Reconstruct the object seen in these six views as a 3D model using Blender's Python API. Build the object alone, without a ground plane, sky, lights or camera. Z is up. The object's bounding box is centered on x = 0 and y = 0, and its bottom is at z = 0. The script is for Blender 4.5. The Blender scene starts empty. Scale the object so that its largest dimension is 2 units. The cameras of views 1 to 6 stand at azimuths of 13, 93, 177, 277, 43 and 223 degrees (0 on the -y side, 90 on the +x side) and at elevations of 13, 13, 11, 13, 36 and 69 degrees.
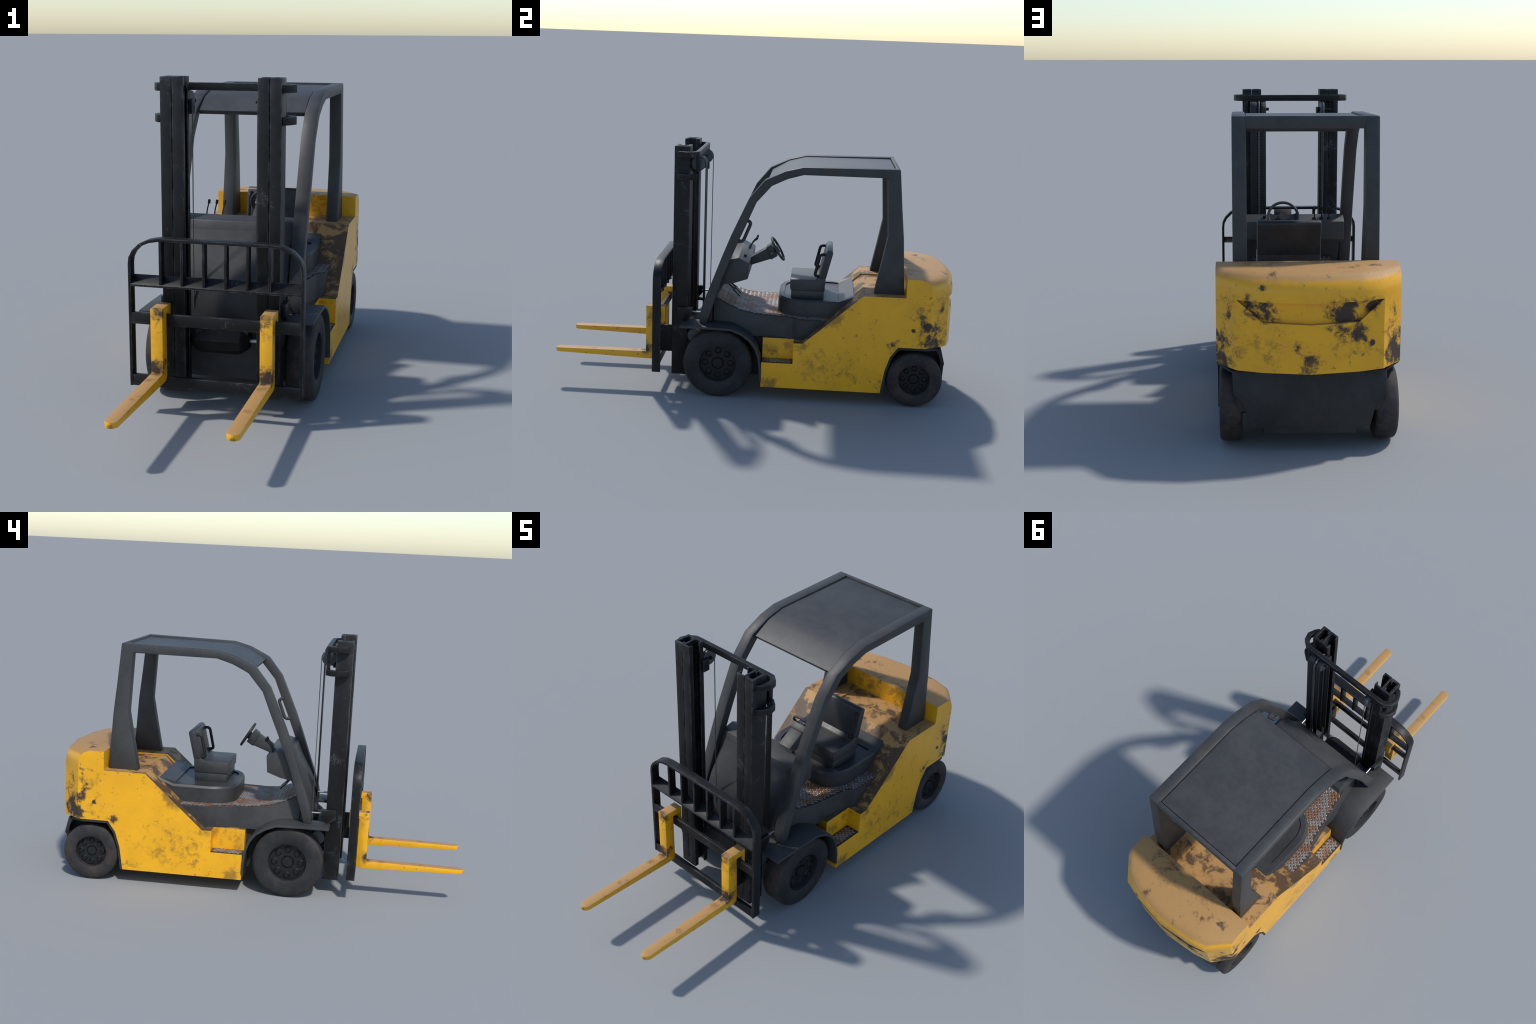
"""Old yellow counterbalance forklift: procedural build (metres, z up, forks point to -y)."""
import bpy, bmesh, math, random
from mathutils import Vector, Matrix

random.seed(7)
COL = bpy.context.scene.collection

# ------------------------------------------------------------------ node helpers
class Nodes:
    def __init__(self, name):
        self.mat = bpy.data.materials.new(name)
        self.mat.use_nodes = True
        self.t = self.mat.node_tree
        self.bsdf = self.t.nodes["Principled BSDF"]
        self.co = self.t.nodes.new("ShaderNodeTexCoord").outputs["Object"]

    def link(self, a, b):
        if isinstance(a, (int, float)):
            b.default_value = a
        elif isinstance(a, (tuple, list)):
            b.default_value = (*a, 1.0) if (len(a) == 3 and b.type == 'RGBA') else a
        else:
            self.t.links.new(a, b)

    def math(self, op, a, b=0.0, clamp=False):
        n = self.t.nodes.new("ShaderNodeMath"); n.operation = op; n.use_clamp = clamp
        self.link(a, n.inputs[0]); self.link(b, n.inputs[1]); return n.outputs[0]

    def vmath(self, op, a, b=None, out=0):
        n = self.t.nodes.new("ShaderNodeVectorMath"); n.operation = op
        self.link(a, n.inputs[0])
        if b is not None: self.link(b, n.inputs[1])
        return n.outputs[out]

    def noise(self, scale, detail=4, rough=.55, dist=0.0, co=None):
        n = self.t.nodes.new("ShaderNodeTexNoise")
        n.inputs["Scale"].default_value = scale; n.inputs["Detail"].default_value = detail
        n.inputs["Roughness"].default_value = rough; n.inputs["Distortion"].default_value = dist
        self.link(self.co if co is None else co, n.inputs["Vector"]); return n.outputs["Fac"]

    def remap(self, v, a, b, c=0.0, d=1.0, smooth=True):
        n = self.t.nodes.new("ShaderNodeMapRange"); n.clamp = True
        n.interpolation_type = 'SMOOTHSTEP' if smooth else 'LINEAR'
        self.link(v, n.inputs["Value"])
        for k, x in zip(("From Min", "From Max", "To Min", "To Max"), (a, b, c, d)):
            n.inputs[k].default_value = x
        return n.outputs["Result"]

    def mixc(self, f, a, b):
        n = self.t.nodes.new("ShaderNodeMix"); n.data_type = 'RGBA'
        self.link(f, n.inputs[0]); self.link(a, n.inputs[6]); self.link(b, n.inputs[7])
        return n.outputs[2]

    def sep(self, v):
        n = self.t.nodes.new("ShaderNodeSeparateXYZ"); self.link(v, n.inputs[0]); return n.outputs

    def comb(self, x, y, z):
        n = self.t.nodes.new("ShaderNodeCombineXYZ")
        for i, v in enumerate((x, y, z)): self.link(v, n.inputs[i])
        return n.outputs[0]

    def scaled(self, s, rot=(0, 0, 0)):
        n = self.t.nodes.new("ShaderNodeMapping")
        n.inputs["Scale"].default_value = s; n.inputs["Rotation"].default_value = rot
        self.link(self.co, n.inputs["Vector"]); return n.outputs[0]

    def blob(self, co, c, r, k):
        """soft ball of weight k around point c"""
        d = self.vmath('DISTANCE', co, c, 1)
        return self.remap(d, 0.0, r, k, 0.0)

    def bump(self, h, strength, dist=.002):
        n = self.t.nodes.new("ShaderNodeBump"); n.inputs["Strength"].default_value = strength
        n.inputs["Distance"].default_value = dist
        self.link(h, n.inputs["Height"]); self.link(n.outputs[0], self.bsdf.inputs["Normal"])

    def done(self, color, rough=.5, metal=0.0, spec=.5):
        self.link(color, self.bsdf.inputs["Base Color"]); self.link(rough, self.bsdf.inputs["Roughness"])
        self.link(metal, self.bsdf.inputs["Metallic"]); self.link(spec, self.bsdf.inputs["Specular IOR Level"])
        return self.mat


def yellow_paint():
    n = Nodes("yellow_paint")
    x, y, z = n.sep(n.co)
    mir = n.comb(n.math('ABSOLUTE', x), y, z)                # grime sits alike on both flanks
    geo = n.t.nodes.new("ShaderNodeNewGeometry")
    up = n.sep(geo.outputs["Normal"])[2]
    big = n.noise(8, 5, .6, .3)
    rag = n.noise(19, 9, .70, .5)                       # ragged edges of stains
    fine = n.noise(60, 6, .68, .3)
    rag = n.math('ADD', n.math('MULTIPLY', rag, .72), n.math('MULTIPLY', fine, .28))

    def gather(co, blobs):
        tot = None
        for c, r, k in blobs:
            b = n.blob(co, c, r, k)
            tot = b if tot is None else n.math('MAXIMUM', tot, b)
        return tot
    # ---- dark oil and burnt paint: low rear corners, air slot, rear face
    dark = n.math('MAXIMUM', gather(mir, (
        ((.328, .885, .335), .100, .27), ((.310, .915, .39), .10, .22), ((.328, .860, .415), .060, .25), ((.328, .845, .475), .07, .13),
        ((.328, .79, .395), .018, .34), ((.29, .925, .50), .06, .16), ((.328, .695, .315), .045, .18), ((.270, .95, .34), .060, .15),
        ((.2, -.536, .40), .055, .19), ((.2, -.536, .21), .070, .23), ((.328, .86, .56), .022, .17), ((.328, .85, .535), .022, .15))), gather(n.co, (
        ((-.165, .985, .435), .085, .22), ((-.15, .985, .375), .075, .17), ((-.215, .97, .405), .022, .32), ((.0, 1.0, .335), .085, .20),
        ((.05, .985, .35), .05, .10), ((-.12, .965, .505), .14, .23), ((.18, .95, .52), .11, .24), ((-.21, .94, .53), .07, .24), ((.06, .98, .40), .10, .09),
        ((.17, .975, .60), .025, .24), ((.13, .94, .64), .04, .14), ((-.17, .81, .65), .075, .13), ((-.13, .86, .65), .06, .15),
        ((.10, .77, .65), .06, .15), ((-.03, .76, .65), .06, .13), ((.2, .76, .65), .05, .12), ((-.24, .83, .65), .06, .11))))
    g1 = n.remap(n.math('ADD', rag, dark), .60, .73)
    # ---- thinner brown smears
    brown = gather(mir, (
        ((.328, .395, .450), .095, .30), ((.328, .34, .20), .16, .115), ((.328, .46, .18), .18, .105), ((.328, .30, .12), .07, .10), ((.328, .10, .082), .065, .26), ((.328, .62, .10), .10, .10),
        ((.257, .10, .24), .075, .15), ((.257, .19, .26), .075, .16), ((.20, -.536, .405), .055, .26), ((.20, -.536, .205), .070, .29), ((.2, -.50, .36), .08, .12),
        ((.30, .90, .38), .20, .14), ((.2, -.60, .185), .05, .13), ((.2, -.80, .182), .035, .13), ((.2, -1.0, .16), .02, .3), ((.328, .84, .49), .12, .13),
        ((.1, .744, .60), .22, .13), ((.32, .25, .29), .06, .2), ((.328, .46, .50), .07, .09), ((.328, .70, .30), .07, .14), ((.16, .98, .42), .16, .11), ((.19, .95, .52), .13, .16),
        ((.22, -.51, .40), .06, .16)))
    smear = n.math('ADD', rag, n.math('MAXIMUM', brown, n.math('MULTIPLY', dark, .9)))
    g2 = n.remap(smear, .55, .73)
    spots = n.noise(48, 2, .5, 0)
    tiny = n.remap(n.math('ADD', spots, n.math('MULTIPLY', big, .2)), .79, .83)   # stray spatter
    # ---- dust lying on upward faces, mud trodden over the hood and its slope
    dusty = n.remap(n.math('ADD', up, n.math('MULTIPLY', n.math('SUBTRACT', rag, .5), .35)), .40, .80)
    on_hood = n.math('MULTIPLY', n.math('MULTIPLY', n.remap(up, .45, .7), n.remap(y, .735, .744, 1, 0)), n.remap(y, .0, .05))
    swirl = n.noise(13, 9, .68, .5)
    slope = n.remap(y, .62, .42, 0.0, .12)
    mud = n.math('MULTIPLY', on_hood, n.remap(n.math('ADD', swirl, slope), .50, .62))
    base = n.mixc(n.remap(big, .3, .75), (.86, .42, .010), (.76, .37, .012))
    col = n.mixc(n.math('MULTIPLY', dusty, .97), base, n.mixc(rag, (.36, .200, .072), (.44, .242, .082)))
    col = n.mixc(n.math('MULTIPLY', g2, .68), col, (.15, .082, .024))
    col = n.mixc(n.math('MULTIPLY', tiny, .6), col, (.16, .09, .03))
    col = n.mixc(n.math('MULTIPLY', g1, .94), col, (.030, .020, .017))
    col = n.mixc(n.math('MULTIPLY', mud, .88), col, (.052, .030, .020))
    rough = n.math('ADD', n.math('MULTIPLY', n.math('MAXIMUM', g1, dusty), .28), .34)
    n.bump(rag, .05, .002)
    return n.done(col, rough, 0, .5)


def dark_metal(name, lo, hi, rough=.5, scratches=0.0, brown=0.0, spec=.4):
    n = Nodes(name)
    cloud = n.noise(7, 5, .6, .3)
    grain = n.noise(48, 4, .6)
    col = n.mixc(n.remap(n.math('ADD', n.math('MULTIPLY', cloud, .7), n.math('MULTIPLY', grain, .3)), .32, .68), lo, hi)
    if brown:
        b = n.remap(n.noise(5.5, 4, .6, .5), .60, .75)
        col = n.mixc(n.math('MULTIPLY', b, brown), col, (.055, .040, .026))
    if scratches:
        wobble = n.noise(11, 3, .6)
        lines = None
        for rot, sc in (((.5, .3, .9), (8, 70, 10)), ((-.7, .9, .2), (60, 9, 12))):
            s = n.noise(1.0, 5, .7, .8, n.scaled(sc, rot))
            l = n.remap(n.math('ABSOLUTE', n.math('SUBTRACT', s, .5)), .0, .010, 1, 0)
            lines = l if lines is None else n.math('MAXIMUM', lines, l)
        wear = n.math('MULTIPLY', lines, n.remap(wobble, .55, .72))
        patch = n.remap(n.noise(24, 6, .72, .4), .66, .80, 0, .6)
        bev = n.t.nodes.new("ShaderNodeBevel"); bev.samples = 4; bev.inputs["Radius"].default_value = .0035
        geo = n.t.nodes.new("ShaderNodeNewGeometry")
        edge = n.remap(n.vmath('DOT_PRODUCT', bev.outputs[0], geo.outputs["True Normal"], 1), .995, .90)
        rubbed = n.math('MULTIPLY', edge, n.remap(n.noise(17, 5, .7), .42, .62, 0, .8))
        col = n.mixc(n.math('MULTIPLY', n.math('MAXIMUM', n.math('MAXIMUM', wear, rubbed), patch), scratches), col, (.20, .21, .23))
    n.bump(grain, .05, .001)
    return n.done(col, n.math('ADD', n.math('MULTIPLY', grain, .16), rough - .08), 0, spec)


def rubber():
    n = Nodes("tyre_rubber")
    a = n.noise(9, 6, .65, .4); b = n.noise(40, 5, .65)
    col = n.mixc(n.remap(a, .35, .7), (.016, .016, .017), (.033, .032, .032))
    # brown scuffing where the tread wears
    x, y, z = n.sep(n.co)
    def wheel(cy, cz, r):
        d = n.vmath('DISTANCE', n.comb(0, y, z), (0, cy, cz), 1)
        return n.remap(d, r * .90, r * 1.0)
    edge = n.math('MAXIMUM', wheel(-.162, .17, .17), n.math('MULTIPLY', wheel(.808, .138, .138), n.remap(y, .5, .6)))
    scuff = n.remap(n.math('ADD', n.math('MULTIPLY', n.noise(15, 6, .68), .9), n.math('MULTIPLY', edge, .22)), .60, .74)
    col = n.mixc(n.math('MULTIPLY', scuff, .55), col, (.075, .045, .036))
    col = n.mixc(n.math('MULTIPLY', n.remap(n.noise(6, 5, .6), .58, .72), .5), col, (.055, .054, .055))
    n.bump(b, .12, .002)
    return n.done(col, .72, 0, .35)


def tread_steel():
    n = Nodes("rusty_tread_plate")
    a = n.noise(15, 5, .62, .4); b = n.noise(80, 3, .6)
    f = n.remap(n.math('ADD', n.math('MULTIPLY', a, .75), n.math("MULTIPLY", b, .25)), .41, .55)
    col = n.mixc(f, (.25, .245, .24), (.23, .118, .066))
    return n.done(col, .45, .35, .5)


def plain(name, c, rough=.5, metal=0.0):
    n = Nodes(name)
    k = n.noise(30, 4, .6)
    col = n.mixc(k, tuple(v * .75 for v in c), tuple(v * 1.25 for v in c))
    return n.done(col, rough, metal)


def twisted(name, c0, c1, scale):
    """wound strands: slanted dark and light bands"""
    n = Nodes(name)
    x, y, z = n.sep(n.co)
    w = n.math('SINE', n.math('MULTIPLY', n.math('ADD', n.math('ABSOLUTE', n.math('SUBTRACT', x, .146)), n.math('ADD', z, n.math('MULTIPLY', y, .5))), scale))
    f = n.remap(w, -.4, .6)
    n.bump(f, .5, .002)
    return n.done(n.mixc(f, c0, c1), .5, .1)


YELLOW = yellow_paint()
FRAME = dark_metal("dark_grey_paint", (.032, .033, .034), (.050, .0505, .051), .52, 0, .35)
PANEL = dark_metal("dark_panel_paint", (.032, .033, .034), (.052, .052, .052), .50, 0, .25)
UNDER = dark_metal("chassis_paint", (.022, .022, .023), (.038, .038, .038), .6, 0, .4, .3)
MAST = dark_metal("black_scratched_steel", (.0065, .0068, .007), (.012, .012, .0125), .46, .8, 0, .25)
SEAT = dark_metal("worn_seat_vinyl", (.027, .028, .030), (.048, .048, .049), .44, 0, .25)
RUBBER = rubber()
RIM = dark_metal("black_rim", (.008, .008, .009), (.015, .015, .016), .5, 0, 0, .3)
TREAD = tread_steel()
GROOVE = plain("tread_groove", (.030, .024, .020), .7)
STEEL = plain("bare_steel", (.42, .43, .44), .32, .85)
PULLEY = plain("pulley_steel", (.075, .082, .09), .45, .3)
ROPE = twisted("lift_chain", (.010, .010, .011), (.16, .17, .18), 900)
HOSE = twisted("ribbed_hose", (.007, .007, .008), (.030, .031, .033), 900)

# ------------------------------------------------------------------ mesh helpers
ROOT = bpy.data.objects.new("forklift", None)
COL.objects.link(ROOT)
ROOT["label"] = "old yellow forklift with black mast, guard and two forks"
ROOT["category"] = "forklift"


def make(name, verts, faces, mat, parent=None, bevel=0.0, smooth=35, segs=2, slots=None, idx=None):
    me = bpy.data.meshes.new(name)
    me.from_pydata([tuple(v) for v in verts], [], faces)
    bm = bmesh.new(); bm.from_mesh(me)
    if idx:
        for f, i in zip(bm.faces, idx): f.material_index = i
    bmesh.ops.remove_doubles(bm, verts=bm.verts, dist=1e-5)
    bmesh.ops.recalc_face_normals(bm, faces=bm.faces)
    if bevel:
        es = [e for e in bm.edges if len(e.link_faces) == 2 and e.calc_face_angle(0) > math.radians(28)]
        bmesh.ops.bevel(bm, geom=es, offset=bevel, segments=segs, profile=.5, affect='EDGES', clamp_overlap=True)
    bm.to_mesh(me); bm.free()
    for m in (slots or [mat]): me.materials.append(m)
    if smooth:
        me.shade_smooth()
        me.set_sharp_from_angle(angle=math.radians(smooth))
    ob = bpy.data.objects.new(name, me)
    COL.objects.link(ob)
    ob.parent = parent or ROOT
    return ob


def prism_data(poly, x0, x1, caps=(True, True), verts=None, faces=None):
    """(y,z) outline extruded along x"""
    verts = [] if verts is None else verts; faces = [] if faces is None else faces
    o = len(verts); n = len(poly)
    verts += [(x0, y, z) for y, z in poly] + [(x1, y, z) for y, z in poly]
    faces += [(o + i, o + (i + 1) % n, o + n + (i + 1) % n, o + n + i) for i in range(n)]
    if caps[0]: faces.append(tuple(range(o, o + n)))
    if caps[1]: faces.append(tuple(range(o + n, o + 2 * n)))
    return verts, faces


def prism(name, poly, x0, x1, mat, parent=None, bevel=.003, **k):
    v, f = prism_data(poly, x0, x1)
    return make(name, v, f, mat, parent, bevel, **k)


def box(name, a, b, mat, parent=None, bevel=.003, **k):
    return prism(name, [(a[1], a[2]), (b[1], a[2]), (b[1], b[2]), (a[1], b[2])], a[0], b[0], mat, parent, bevel, **k)


def strip_data(outer, inner, x0, x1, verts=None, faces=None, closed=False):
    """band between two (y,z) paths, extruded in x; x0,x1 may be lists per station"""
    verts = [] if verts is None else verts; faces = [] if faces is None else faces
    n = len(outer); o = len(verts)
    X0 = x0 if isinstance(x0, (list, tuple)) else [x0] * n
    X1 = x1 if isinstance(x1, (list, tuple)) else [x1] * n
    for i in range(n):
        verts += [(X0[i], *outer[i]), (X1[i], *outer[i]), (X1[i], *inner[i]), (X0[i], *inner[i])]
    for i in range(n - 1):
        a, b = o + 4 * i, o + 4 * (i + 1)
        for j in range(4):
            faces.append((a + j, a + (j + 1) % 4, b + (j + 1) % 4, b + j))
    faces.append((o, o + 1, o + 2, o + 3)); faces.append((o + 4 * n - 4, o + 4 * n - 3, o + 4 * n - 2, o + 4 * n - 1))
    return verts, faces


def offset_path(path, d):
    """shift an open 2D polyline sideways by d (left of travel)"""
    out = []
    for i, p in enumerate(path):
        a = Vector(path[max(i - 1, 0)]); b = Vector(path[min(i + 1, len(path) - 1)]); p = Vector(p)
        d1 = (p - a).normalized() if i else (b - p).normalized()
        d2 = (b - p).normalized() if i < len(path) - 1 else d1
        n1 = Vector((-d1.y, d1.x)); n2 = Vector((-d2.y, d2.x)); m = (n1 + n2).normalized()
        out.append(tuple(p + m * (d / max(.4, m.dot(n1)))))
    return out


def tube_data(path, r, sides=8, caps=True, verts=None, faces=None, closed=False):
    verts = [] if verts is None else verts; faces = [] if faces is None else faces
    path = [Vector(p) for p in path]; n = len(path); o = len(verts)
    ref = None
    for i, p in enumerate(path):
        if closed: t = (path[(i + 1) % n] - path[i - 1]).normalized()
        else: t = (path[min(i + 1, n - 1)] - path[max(i - 1, 0)]).normalized()
        if ref is None:
            ref = t.orthogonal().normalized()
        ref = (ref - t * ref.dot(t)).normalized()
        b = t.cross(ref)
        for k in range(sides):
            a = 2 * math.pi * (k + .5) / sides
            verts.append(p + (ref * math.cos(a) + b * math.sin(a)) * r)
    for i in range(n if closed else n - 1):
        for k in range(sides):
            j = (i + 1) % n
            faces.append((o + i * sides + k, o + i * sides + (k + 1) % sides, o + j * sides + (k + 1) % sides, o + j * sides + k))
    if caps and not closed:
        faces.append(tuple(o + k for k in range(sides))); faces.append(tuple(o + (n - 1) * sides + k for k in range(sides)))
    return verts, faces


def tube(name, path, r, mat, parent=None, sides=8, closed=False, **k):
    v, f = tube_data(path, r, sides, True, closed=closed)
    return make(name, v, f, mat, parent, smooth=50, **k)


def rounded(path, r, n=5):
    """round the inner corners of a 3D polyline"""
    P = [Vector(p) for p in path]; out = [P[0]]
    for a, b, c in zip(P, P[1:], P[2:]):
        u = (a - b).normalized(); v = (c - b).normalized()
        d = min(r, (a - b).length * .49, (c - b).length * .49)
        s, e = b + u * d, b + v * d
        for i in range(n + 1):
            t = i / n
            out.append(s * (1 - t) ** 2 + b * 2 * t * (1 - t) + e * t * t)
    out.append(P[-1]); return out


def lathe_x(profile, cy, cz, sides=48, sgn=1):
    """revolve (x, radius) profile about the x axis through (cy,cz)"""
    verts, faces = [], []
    n = len(profile)
    for k in range(sides):
        a = 2 * math.pi * k / sides
        for x, r in profile:
            verts.append((x * sgn, cy + r * math.cos(a), cz + r * math.sin(a)))
    for k in range(sides):
        j = (k + 1) % sides
        for i in range(n - 1):
            faces.append((k * n + i, k * n + i + 1, j * n + i + 1, j * n + i))
    return verts, faces


def cyl_x(name, x0, x1, cy, cz, r, mat, parent=None, sides=24, ch=.002, **k):
    v, f = lathe_x([(x0, 1e-6), (x0, r - ch), (x0 + ch, r), (x1 - ch, r), (x1, r - ch), (x1, 1e-6)], cy, cz, sides)
    return make(name, v, f, mat, parent, smooth=40, **k)


HW = .328          # half width of the yellow body

# ------------------------------------------------------------------ body (side pods, hood, steps)
def build_body():
    slope_k = (.555 - .30) / (.54 - .255)
    arch = [(.744, .306), (.72, .306), (.683, .254), (.660, .18), (.644, .067)]
    full = [(.056, .067), (.056, .30), (.255, .30), (.54, .555), (.744, .555)] + arch
    notch = [(.056, .067), (.056, .194), (.21, .194), (.21, .30), (.255, .30), (.54, .555), (.744, .555)] + arch
    d = .007                                                     # hood lid sits a little lower
    lid = [(.056, .067), (.056, .30 - d * .1), (.255 + d * .2, .30 - d * .1), (.54 + d * .5, .555 - d), (.744, .555 - d)] + arch
    v, f = [], []
    prism_data(lid, -.147, .147, (False, False), v, f)
    for s in (-1, 1):
        prism_data(full, s * .147, s * .257, (True, True), v, f)
        prism_data(notch, s * .257, s * HW, (False, True), v, f)
    me = make("body", v, f, YELLOW, bevel=0, smooth=30)
    return me


BODY = build_body()


# ------------------------------------------------------------------ counterweight
def build_counterweight():
    plan = [(-HW, .870), (-.256, .957), (-.166, .981), (0.0, 1.0), (.166, .981), (.256, .957), (HW, .870)]
    zb = [.306, .306, .303, .300, .303, .306, .306]
    zg0 = [.481, .481, .481, .475, .481, .481, .481]
    zg1 = [.557, .557, .553, .549, .553, .557, .557]
    top = [(0.0, .585), (.006, .612), (.024, .636), (.055, .648)]   # (inset forward, z)
    v, f = [], []
    def add(p): v.append(p); return len(v) - 1
    B = [add((x, y, z)) for (x, y), z in zip(plan, zb)]
    G0 = [add((x, y, z)) for (x, y), z in zip(plan, zg0)]
    G1 = [add((x, y, z)) for (x, y), z in zip(plan, zg1)]
    rows = []
    for t, z in top:
        rows.append([add((x if abs(x) > .3 or abs(x) < .2 else math.copysign(.250, x), y - t, z)) for x, y in plan])
    front_t = [add((x, .744, .648)) for x, y in plan]
    front_b = [add((x, .744, .540)) for x, y in plan]
    n = len(plan)
    for i in range(n - 1):
        f.append((B[i], B[i + 1], G0[i + 1], G0[i]))
        if i in (0, n - 2):
            f.append((G0[i], G0[i + 1], G1[i + 1], G1[i]))
        f.append((G1[i], G1[i + 1], rows[0][i + 1], rows[0][i]))
        for a, b in zip(rows, rows[1:]):
            f.append((a[i], a[i + 1], b[i + 1], b[i]))
        f.append((rows[-1][i], rows[-1][i + 1], front_t[i + 1], front_t[i]))
        f.append((front_t[i], front_t[i + 1], front_b[i + 1], front_b[i]))
    f.append((G0[1], G0[2], G1[1])); f.append((G0[4], G0[5], G1[5]))
    # air slot under the brow: opening polygon pushed in
    dep = .020
    ring = [G1[1], G1[2], G1[3], G1[4], G1[5], G0[4], G0[3], G0[2]]
    back = [add((v[k][0], v[k][1] - dep, v[k][2] + (0 if k in G1 else 0))) for k in ring]
    for i in range(len(ring)):
        j = (i + 1) % len(ring)
        f.append((ring[i], ring[j], back[j], back[i]))
    f.append((back[0], back[1], back[7])); f.append((back[1], back[2], back[6], back[7]))
    f.append((back[2], back[3], back[5], back[6])); f.append((back[3], back[4], back[5]))
    # flanks
    for i in (0, n - 1):
        side = [B[i], G0[i], G1[i]] + [r[i] for r in rows] + [front_t[i], front_b[i], add((plan[i][0], .744, .306))]
        f.append(tuple(side))
    f.append(tuple(B) + (len(v) - 1, len(v) - 2))
    return make("counterweight", v, f, YELLOW, smooth=34)


build_counterweight()

# ------------------------------------------------------------------ chassis under the paintwork
def build_chassis():
    c = box("chassis", (-.205, -.245, .085), (.205, .640, .30), UNDER, bevel=.006)
    tail = [(-.272, .295), (-.268, .215), (-.238, .19), (-.212, .091), (.212, .091), (.238, .19), (.268, .215), (.272, .295)]
    face = lambda z: .957 - max(0, z - .22) * .30
    v = [(x, face(z), z) for x, z in tail] + [(x, face(z) - .012, z) for x, z in tail]
    n = len(tail)
    f = [tuple(range(n)), tuple(range(n, 2 * n))] + [(i, (i + 1) % n, n + (i + 1) % n, n + i) for i in range(n)]
    make("rear_apron", v, f, UNDER, c, bevel=.003)
    box("rear_frame", (-.195, .635, .094), (.195, .942, .298), UNDER, c, bevel=.004)
    box("rear_axle", (-.164, .76, .066), (.164, .952, .12), UNDER, c, bevel=.004)
    # rear wheel-arch liners: bent sheet following the arch
    path = [(.645, .067), (.660, .18), (.684, .254), (.720, .305), (.850, .305), (.920, .293), (.938, .260), (.948, .222), (.946, .150)]
    xo = [.3275, .3275, .3275, .3275, .3275, .274, .272, .269, .245]
    inner = offset_path(path, -.011)
    for s in (-1, 1):
        v, f = strip_data([(p[0], p[1]) for p in path], inner, [s * .18] * len(path), [s * k for k in xo])
        make("wheel_arch_liner", v, f, UNDER, c, smooth=0)
    return c


CHASSIS = build_chassis()

# ------------------------------------------------------------------ cab tub with kinked flanks, floor and steps
FLOOR = [(-.200, .490), (-.183, .473), (-.147, .452), (-.108, .436), (-.075, .424), (-.044, .415), (.017, .4085), (.12, .407), (.20, .4065), (.42, .406)]


def floor_z(y):
    for (a, za), (b, zb) in zip(FLOOR, FLOOR[1:]):
        if a <= y <= b: return za + (zb - za) * (y - a) / (b - a)
    return FLOOR[0][1] if y < FLOOR[0][0] else FLOOR[-1][1]


def half_width(y):
    if y < .20: return .25 - (.20 - y) * .165          # flanks draw in towards the front
    if y > .236: return .281
    return .25 + .031 * (y - .2) / .036


def build_tub():
    ys = [-.200, -.183, -.147, -.108, -.075, -.044, .017, .06, .12, .20, .236, .262, .42]
    v, f = [], []
    for y in ys:
        h = half_width(y); zt = floor_z(y)
        zb = .297 if y < .25 else min(.290 + max(0, (y - .262)) * .85, .390)
        hb = h - .012 if y > .22 else h + .020 * max(0, min(1, (.06 - y) / .08))     # flank leans out to the mudguard
        v += [(-h, y, zt), (h, y, zt), (hb, y, zb), (-hb, y, zb)]
    for i in range(len(ys) - 1):
        a, b = 4 * i, 4 * i + 4
        for j in range(4): f.append((a + j, a + (j + 1) % 4, b + (j + 1) % 4, b + j))
    f.append((0, 1, 2, 3)); f.append(tuple(len(v) - 4 + k for k in range(4)))
    return make("cab_tub", v, f, PANEL, bevel=.0015, smooth=9, segs=1)


TUB = build_tub()


def lozenges(name, region, zf, parent, slot_z=.0):
    """woven-looking tread plate: raised lozenges, neighbours turned by 90 degrees"""
    x0, x1, y0, y1 = region
    p = .0152; L, W, H = .0112, .0056, .0016
    v, f = [], []
    c45 = math.sqrt(.5)
    N = int((x1 - x0 + y1 - y0) / p) + 4
    rng = random.Random(3)
    for i in range(-N, N):
        for j in range(-N, N):
            cx = (i - j) * p * c45; cy = (i + j) * p * c45 + (y0 + y1) / 2
            if cx < x0 + .009 or cx > x1 - .009 or cy < y0 + .009 or cy > y1 - .009: continue
            if abs(cx) > half_width(cy) - .0112 and name == "floor_plate_tread": continue
            a = math.pi / 4 if (i + j) % 2 else -math.pi / 4
            ux, uy = math.cos(a), math.sin(a)
            h = H * rng.uniform(.85, 1.1)
            o = len(v)
            for (s, t, q) in ((-L, 0, 0), (-.62 * L, -W, 0), (.62 * L, -W, 0), (L, 0, 0), (.62 * L, W, 0), (-.62 * L, W, 0),
                              (-.75 * L, 0, h), (-.5 * L, -.55 * W, h), (.5 * L, -.55 * W, h), (.75 * L, 0, h), (.5 * L, .55 * W, h), (-.5 * L, .55 * W, h)):
                X = cx + s * ux - t * uy; Y = cy + s * uy + t * ux
                v.append((X, Y, zf(Y) + q))
            for k in range(6):
                f.append((o + k, o + (k + 1) % 6, o + 6 + (k + 1) % 6, o + 6 + k))
            f.append(tuple(o + 6 + k for k in range(6)))
    ob = make(name, v, f, TREAD, parent, smooth=0)
    ob["kind"] = "stuff"
    return ob


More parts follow.
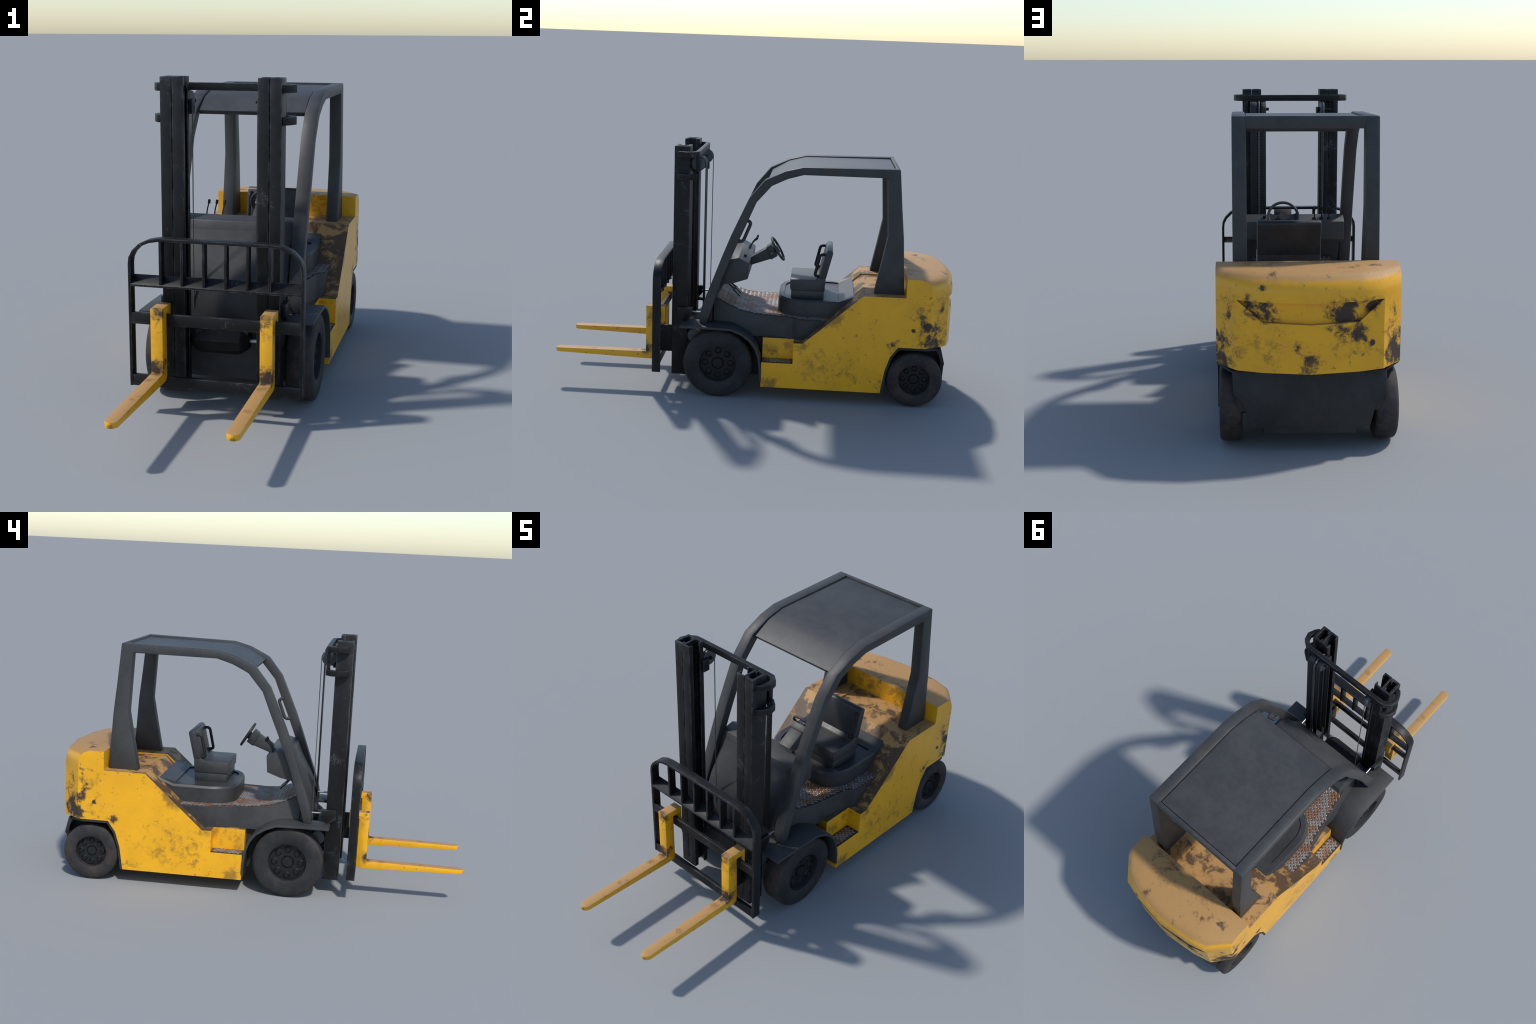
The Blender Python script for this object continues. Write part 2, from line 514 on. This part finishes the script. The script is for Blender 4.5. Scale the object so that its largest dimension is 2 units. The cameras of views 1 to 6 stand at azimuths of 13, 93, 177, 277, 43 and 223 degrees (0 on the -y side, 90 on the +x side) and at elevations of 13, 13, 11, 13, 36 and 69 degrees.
def build_floor():
    ys = [y for y, z in FLOOR]; ys[-1] = .40
    v, f = [], []
    ys = sorted(set(ys + [.236]))
    for y in ys:
        h = half_width(y) - .003
        v += [(-h, y, floor_z(y) + .001), (h, y, floor_z(y) + .001)]
    f = [(2 * i, 2 * i + 1, 2 * i + 3, 2 * i + 2) for i in range(len(ys) - 1)]
    fl = make("floor_plate", v, f, GROOVE, TUB, smooth=50)
    lozenges("floor_plate_tread", (-.281, .281, -.197, .40), lambda y: floor_z(y) + .0012, TUB)
    for s in (-1, 1):
        a, b = sorted((s * .2585, s * .3265))
        st = box("step_plate", (a, .0575, .190), (b, .2085, .1955), GROOVE, BODY, bevel=0)
        lozenges("step_tread", (a, b, .0575, .2085), lambda y: .1956, BODY)


build_floor()

# ------------------------------------------------------------------ front cowl and dashboard
def build_front():
    prof = [(-.258, .09), (-.258, .325), (-.256, .382), (-.249, .434), (-.231, .484), (-.217, .513), (-.194, .558), (-.166, .611), (-.139, .676), (-.10, .684), (-.10, .56), (-.15, .551), (-.205, .46), (-.205, .09)]
    n = len(prof)
    v, f = [], []
    xs = [-.214, -.209, -.196, .196, .209, .214]
    pull = [.010, .003, 0, 0, .003, .010]                            # rounded upright corners
    for x, p in zip(xs, pull):
        for i, (y, z) in enumerate(prof):
            v.append((x, y + (p if i < 9 else 0), z))
    for a in range(len(xs) - 1):
        for i in range(n):
            j = (i + 1) % n
            f.append((a * n + i, a * n + j, (a + 1) * n + j, (a + 1) * n + i))
    f.append(tuple(range(n))); f.append(tuple((len(xs) - 1) * n + i for i in range(n)))
    cowl = make("front_cowl", v, f, PANEL, smooth=40)
    dash = prism("dashboard", [(-.140, .677), (-.080, .691), (-.026, .665), (-.032, .585), (-.1, .561), (-.165, .551), (-.165, .61)], -.221, .221, PANEL, bevel=.002)
    # levers
    for x in (-.091, -.123, -.155):
        lv = cyl_x("control_lever", x - .007, x + .007, -.049, .675, .007, RIM, None, 12, .001)
        tube("lever_rod", rounded([(x, -.049, .672), (x, -.036, .703), (x + .001, -.012, .726)], .02, 4), .0026, RIM, lv, 8)
        tube("lever_knob", [(x + .001, -.016, .721), (x + .001, -.009, .734)], .0055, RIM, lv, 8)
    tube("dial_knob", [(.129, -.055, .678), (.129, -.052, .69)], .007, RIM, dash, 10)
    # pedals
    for x, l in ((.060, 1.0), (.005, .9)):
        pd = tube("pedal", [(x, -.165, .540), (x, -.105, .486)], .004, RIM, None, 6)
        a, b = Vector((x, -.112, .494)), Vector((x, -.076, .459))
        nrm = Vector((0, -.04, -.042)).normalized() * .006
        vv = []
        for p in (a, b):
            for dx in (-.018, .018):
                vv += [p + Vector((dx, 0, 0)), p + Vector((dx, 0, 0)) + nrm]
        make("pedal_pad", vv, [(0, 2, 6, 4), (1, 3, 7, 5), (0, 1, 3, 2), (4, 5, 7, 6), (0, 1, 5, 4), (2, 3, 7, 6)], RIM, pd)
    return cowl, dash


COWL, DASH = build_front()


def build_steering():
    xc = .054
    col = prism("steering_column", [(-.045, .622), (-.04, .660), (.052, .717), (.076, .664), (-.02, .629)], xc - .033, xc + .033, FRAME, None, bevel=.002)
    prism("column_housing", [(.046, .718), (.072, .738), (.107, .680), (.074, .659)], xc - .037, xc + .037, FRAME, col, bevel=.0025)
    c = Vector((xc, .1055, .711)); d = Vector((0, .071, -.118)).normalized(); nn = Vector((0, .118, .071)).normalized(); ex = Vector((1, 0, 0))
    ring = [c + (ex * math.cos(a) + d * math.sin(a)) * .063 for a in [2 * math.pi * k / 28 for k in range(28)]]
    wheel = tube("steering_wheel", ring, .0062, FRAME, None, 10, closed=True)
    tube("wheel_hub", [c - nn * .024, c + nn * .004], .019, FRAME, wheel, 16)
    # broad two-armed spoke plate
    v = []
    arms = [(-.061, -.016), (-.03, -.006), (0, -.012), (.03, -.006), (.061, -.016), (.058, .022), (.032, .010), (0, .022), (-.032, .010), (-.058, .022)]
    for k in (0, .005):
        v += [c + ex * a + d * b - nn * (.001 + k) for a, b in arms]
    n = len(arms)
    make("wheel_spoke", v, [tuple(range(n)), tuple(range(n, 2 * n))] + [(i, (i + 1) % n, n + (i + 1) % n, n + i) for i in range(n)], FRAME, wheel, smooth=0)
    tube("indicator_stalk", [(xc + .03, .07, .70), (xc + .055, .078, .697)], .003, STEEL, wheel, 6)


build_steering()

# ------------------------------------------------------------------ seat on its plinth
def build_seat():
    half = [(.0, .120), (.105, .120), (.150, .131), (.185, .155), (.208, .190), (.222, .240), (.222, .425), (.218, .497)]
    plan = half + [(-x, y) for x, y in reversed(half)][:-1]
    def ztop(y): return .490 if y < .43 else .490 + (y - .43) * .40
    n = len(plan)
    inner = [(x * .84, .12 + (y - .12) * .78 + .028) for x, y in plan]
    v = [(x, y, .400) for x, y in plan] + [(x * .995, y, ztop(y) - .010) for x, y in plan] + [(x * .965, y + (.008 if y < .2 else 0), ztop(y)) for x, y in plan]
    v += [(x, min(y, .425), .490) for x, y in inner] + [(x, min(y, .425), .484) for x, y in inner]
    f = []
    for r in range(4):
        for i in range(n):
            j = (i + 1) % n
            f.append((r * n + i, r * n + j, (r + 1) * n + j, (r + 1) * n + i))
    f.append(tuple(4 * n + i for i in range(n)))
    plinth = make("seat_plinth", v, f, SEAT, smooth=32)
    x0, x1 = -.085, .171
    seat = box("seat", (x0 + .004, .184, .483), (x1 - .004, .347, .527), SEAT, bevel=.004)
    prism("seat_cushion", [(.186, .526), (.178, .534), (.178, .585), (.300, .585), (.325, .603), (.354, .600), (.350, .526)], x0, x1, SEAT, seat, bevel=.005)
    prism("seat_backrest", [(.318, .590), (.354, .590), (.385, .722), (.380, .733), (.360, .736), (.350, .727)], x0, x1, SEAT, seat, bevel=.005)
    for x in (x1 - .016, x0 + .016):
        tube("armrest_bar", rounded([(x, .352, .712), (x, .322, .713), (x, .298, .604), (x, .322, .600)], .016, 5), .0075, RIM, seat, 10)
    return seat


build_seat()

# ------------------------------------------------------------------ overhead guard
def build_guard():
    outer = [(-.262, .360), (-.261, .405), (-.248, .456), (-.228, .511), (-.198, .592), (-.159, .700), (-.118, .806), (-.080, .893), (-.033, .998),
             (.040, 1.088), (.138, 1.136), (.223, 1.158), (.683, 1.166), (.702, .98), (.719, .83), (.728, .70), (.738, .553)]
    inner = [(-.223, .360), (-.213, .400), (-.197, .450), (-.180, .505), (-.154, .590), (-.118, .685), (-.078, .785), (-.045, .862), (.003, .978),
             (.074, 1.061), (.150, 1.098), (.225, 1.120), (.625, 1.122), (.634, .98), (.643, .838), (.621, .715), (.590, .553)]
    g = box("rear_crossbar", (-.222, .664, 1.120), (.222, .6825, 1.1655), FRAME, bevel=.003)
    g.name = "overhead_guard"
    for s in (-1, 1):
        a, b = sorted((s * .216, s * .268))
        v, f = strip_data(outer, inner, a, b)
        make("guard_frame", v, f, FRAME, g, bevel=.006, segs=2, smooth=25)
    top = [(.052, 1.0805), (.138, 1.1290), (.223, 1.1515), (.6605, 1.1575)]
    low = offset_path(top, -.017)
    v, f = strip_data(top, low, -.2128, .2128)
    make("roof_panel", v, f, PANEL, g, smooth=60)
    tube("grab_handle", rounded([(.222, -.052, .884), (.222, -.022, .872), (.222, -.060, .776), (.222, -.090, .778)], .018, 6), .0085, FRAME, g, 10)
    return g


GUARD = build_guard()

# ------------------------------------------------------------------ front mudguards
def build_fenders():
    path = [(-.352, .3605), (-.22, .3605), (-.10, .3575), (-.046, .337), (.000, .306), (.030, .266), (.048, .215), (.0565, .155), (.0575, .098)]
    inner = offset_path(path, -.0115)
    for s in (-1, 1):
        v, f = strip_data(path, inner, s * .20, s * .333)
        make("mudguard", v, f, FRAME, bevel=.001, smooth=28)
        well = [(-.262, .10), (-.262, .352), (-.10, .352), (-.05, .333), (.0, .300), (.045, .21), (.050, .10)]
        prism("wheel_well", well, s * .195, s * .214, UNDER, CHASSIS, bevel=0)


build_fenders()

# ------------------------------------------------------------------ wheels
def build_wheel(cy, r, rr, x_in, x_out, s):
    w = x_out - x_in
    k = r / .17
    prof = [(x_in + .012, rr * .9), (x_in, rr * 1.05), (x_in, r - .014 * k), (x_in + .004, r - .005), (x_in + .012, r), (x_out - .012, r), (x_out - .004, r - .005), (x_out, r - .014 * k),
            (x_out + .001, r - .040 * k), (x_out, rr + .006), (x_out - .004, rr), (x_out - .026, rr - .002)]
    v, f = lathe_x(prof, cy, r, 64, s)
    tyre_v, tyre_f = v, f
    # recessed disc with dished lug holes and hub
    xd = x_out - .025
    lug_r, lug_c, hub = rr * .155, rr * .69, rr * .31
    prof = [(x_in + .014, rr * .88), (xd - .001, rr + .001), (xd, rr * .96), (xd + .0005, rr * .9), (xd + .001, hub * 1.12), (xd - .005, hub * 1.02), (xd - .005, hub * .92), (xd + .004, hub * .84), (xd + .005, 1e-6)]
    v, f = lathe_x(prof, cy, r, 48, s)
    rim = make("wheel", v, f, RIM, smooth=35)
    make("tyre", tyre_v, tyre_f, RUBBER, rim, smooth=40)
    bolt = None
    for i in range(8):
        a = 2 * math.pi * i / 8 + math.pi / 2
        py, pz = cy + lug_c * math.cos(a), r + lug_c * math.sin(a)
        # raised ring around a dished centre
        pr = [(xd, lug_r * 1.22), (xd + .006, lug_r * 1.0), (xd + .0068, lug_r * .90), (xd + .002, lug_r * .72), (xd + .0035, 1e-6)]
        v, f = lathe_x(pr, py, pz, 18, s)
        make("wheel_bolt", v, f, RIM, rim, smooth=50)


for s in (1, -1):
    build_wheel(-.162, .170, .092, .222, .322, s)
    build_wheel(.808, .138, .077, .237, .318, s)
cyl_x("front_axle", -.23, .23, -.162, .17, .05, UNDER, CHASSIS, 20)
cyl_x("axle_shaft", -.24, .24, .808, .138, .04, UNDER, CHASSIS, 20)

# ------------------------------------------------------------------ mast
def channel(name, xa, xb, mat, parent, lip=.010, t=.011, yb=-.328, yf=-.405, z0=.072, z1=1.230):
    """C channel: web at xa, flanges run to xb, lips turned in"""
    s = 1 if xb > xa else -1
    P = [(xa, yf), (xb, yf), (xb, yf + t + lip), (xb - s * t * .7, yf + t + lip), (xb - s * t * .7, yf + t), (xa + s * t, yf + t),
         (xa + s * t, yb - t), (xb - s * t * .7, yb - t), (xb - s * t * .7, yb - t - lip), (xb, yb - t - lip), (xb, yb), (xa, yb)]
    n = len(P)
    v = [(x, y, z0) for x, y in P] + [(x, y, z1) for x, y in P]
    f = [(i, (i + 1) % n, n + (i + 1) % n, n + i) for i in range(n)] + [tuple(range(n)), tuple(range(n, 2 * n))]
    return make(name, v, f, mat, parent, bevel=.0022, smooth=30)


def band(name, path2, z0, z1, t, mat, parent, closed=False):
    """upright strap following an (x,y) path"""
    off = offset_path(path2, t)
    v, f = [], []
    for a, b in zip(path2, off):
        v += [(a[0], a[1], z0), (a[0], a[1], z1), (b[0], b[1], z1), (b[0], b[1], z0)]
    n = len(path2)
    for i in range(n - 1):
        for j in range(4):
            f.append((4 * i + j, 4 * i + (j + 1) % 4, 4 * i + 4 + (j + 1) % 4, 4 * i + 4 + j))
    f.append((0, 1, 2, 3)); f.append(tuple(4 * n - 4 + k for k in range(4)))
    return make(name, v, f, mat, parent, bevel=.0015, smooth=30)


def build_mast():
    mast = None
    for s in (-1, 1):
        outer = channel("mast_rail", s * .219, s * .1775, MAST, mast)
        if mast is None:
            mast = outer; mast.name = "mast"
        channel("sliding_rail", s * .1755, s * .134, MAST, mast, lip=.012, t=.009)
    # top tie bar wraps round both rails; short collars below
    side = [(.2205, -.392), (.234, -.389), (.246, -.374), (.2595, -.342), (.250, -.308), (.219, -.284), (.190, -.2825)]
    path = side + [(-x, y) for x, y in reversed(side)]
    band("tie_bar", path, 1.179, 1.206, .020, MAST, mast)
    for s in (-1, 1):
        loc = [(s * x, y) for x, y in side]
        band("rail_collar", loc, 1.069, 1.097, .020 * s, MAST, mast)
        box("collar_post", (s * .203 - .008, -.302, 1.09), (s * .203 + .008, -.284, 1.185), MAST, mast, bevel=.001)
        box("pulley_bracket", (min(s * .118, s * .132), -.343, 1.097), (max(s * .118, s * .132), -.311, 1.15), MAST, mast, bevel=.001)
    # pulleys
    yc, zc, r = -.2925, 1.142, .035
    cyl_x("pulley", -.153, -.134, yc, zc, r, PULLEY, mast, 28)
    cyl_x("pulley", .155, .186, yc, zc, r, PULLEY, mast, 28)
    cyl_x("pulley", .114, .136, yc, zc, r, PULLEY, mast, 28)
    cyl_x("pulley", .139, .153, yc, zc, r - .006, PULLEY, mast, 28)
    cyl_x("pulley_axle", -.19, -.12, yc, zc, .007, MAST, mast, 12)
    cyl_x("pulley_axle", .10, .2, yc, zc, .007, MAST, mast, 12)

    def loop(rr, z_back, z_front):
        pts = [(yc + rr, z_back)]
        for k in range(13):
            a = math.pi * k / 12
            pts.append((yc + rr * math.cos(a), zc + rr * math.sin(a)))
        pts.append((yc - rr, z_front)); return pts

    def flat_belt(name, x0, x1, rr, t, z0, z1, mat):
        o = loop(rr + t, z0, z1); i = loop(rr, z0, z1)
        v, f = strip_data(o, i, x0, x1)
        return make(name, v, f, mat, mast, bevel=.001, smooth=30)
    flat_belt("lift_hose", .156, .185, r, .004, .40, .36, HOSE)
    flat_belt("lift_hose", .115, .135, r, .004, .40, .36, HOSE)
    tube("lift_chain", [(.146, y, z) for y, z in loop(r + .003, .38, .36)], .0046, ROPE, mast, 8)
    tube("lift_chain", [(-.1455, y, z) for y, z in loop(r + .001, .36, .36)], .0021, ROPE, mast, 8)
    for s in (-1, 1):
        # tilt bracket, rod and roller block
        a, b = sorted((s * .218, s * .236))
        br = prism("tilt_bracket", [(-.376, .381), (-.376, .427), (-.304, .427), (-.304, .392), (-.328, .362), (-.348, .362)], a, b, MAST, mast, bevel=.001)
        tube("tilt_rod", [(s * .214, -.31, .403), (s * .214, -.25, .402)], .0045, STEEL, mast, 8)
        if s > 0: box("carriage_roller_block", (.163, -.4865, .177), (.178, -.402, .315), MAST, mast, bevel=.002)
        a, b = sorted((s * .13, s * .214))
        cyl_x("tilt_cylinder", a, b, -.295, .278, .034, PULLEY, mast, 20)
    # hydraulic motor slung between the rails
    cy, cz = -.300, .266
    v, f = lathe_x([(-.129, 1e-6), (-.129, .050), (-.120, .058), (-.106, .064), (.036, .064), (.058, .060), (.084, .040), (.084, 1e-6)], cy, cz, 10)
    make("hydraulic_motor", v, f, MAST, mast, smooth=25)
    cyl_x("motor_shaft", .084, .118, -.30, .256, .008, STEEL, mast, 12)
    return mast


MASTO = build_mast()

# ------------------------------------------------------------------ fork carriage with load guard
def build_carriage():
    yf, yb = -.488, -.447
    half = [(.322, .112), (.322, .570), (.319, .595), (.306, .620), (.281, .645), (.245, .661), (.205, .668)]
    path = half + [(-x, z) for x, z in reversed(half)]
    t = .011
    inn = offset_path(path, t)
    v, f = [], []
    for a, b in zip(path, inn):
        v += [(a[0], yf, a[1]), (a[0], yb, a[1]), (b[0], yb, b[1]), (b[0], yf, b[1])]
    n = len(path)
    for i in range(n - 1):
        for j in range(4): f.append((4 * i + j, 4 * i + (j + 1) % 4, 4 * i + 4 + (j + 1) % 4, 4 * i + 4 + j))
    f.append((0, 1, 2, 3)); f.append(tuple(4 * n - 4 + k for k in range(4)))
    c = make("fork_carriage", v, f, MAST, bevel=.0015, smooth=30)
    for i in range(6):
        x = -.2 + .08 * i
        box("guard_bar", (x - .0048, yf + .001, .500), (x + .0048, yb - .004, .660), MAST, c, bevel=.001)
    # sloping middle shelf
    prism("guard_shelf", [(yf - .001, .489), (yf - .001, .497), (yb - .001, .526), (yb - .001, .517)], -.3115, .3115, MAST, c, bevel=.001)
    box("fork_bar", (-.3115, -.487, .349), (.3115, -.472, .392), MAST, c, bevel=.002)
    box("lower_bar", (-.3115, -.487, .1125), (.3115, -.468, .156), MAST, c, bevel=.003)
    return c


CARR = build_carriage()


def build_fork(xc):
    h = .0225
    hook = [(-.536, .184), (-.536, .424), (-.441, .424), (-.441, .348), (-.446, .341), (-.461, .341), (-.461, .394), (-.4885, .394), (-.4885, .160), (-.500, .147), (-.536, .147)]
    fork = prism("fork", hook, xc - h, xc + h, YELLOW, bevel=.0015)
    # tapering tine with a rounded nose
    st = [(-.534, h)] + [(-.977 - .0225 * math.sin(a), h * math.cos(a)) for a in [math.pi / 2 * k / 6 for k in range(6)]] + [(-1.0, .004)]
    v, f = [], []
    for y, w in st:
        t = (y + .534) / (-1.0 + .534)
        zt, zb = .184 - .004 * t, .147 + .0125 * t
        v += [(xc - w, y, zb), (xc + w, y, zb), (xc + w, y, zt), (xc - w, y, zt)]
    for i in range(len(st) - 1):
        for j in range(4): f.append((4 * i + j, 4 * i + (j + 1) % 4, 4 * i + 4 + (j + 1) % 4, 4 * i + 4 + j))
    f.append(tuple(len(v) - 4 + k for k in range(4)))
    make("fork_tine", v, f, YELLOW, fork, bevel=.0012, smooth=35)
    return fork


for x in (-.2, .2):
    build_fork(x)

bpy.context.view_layer.update()
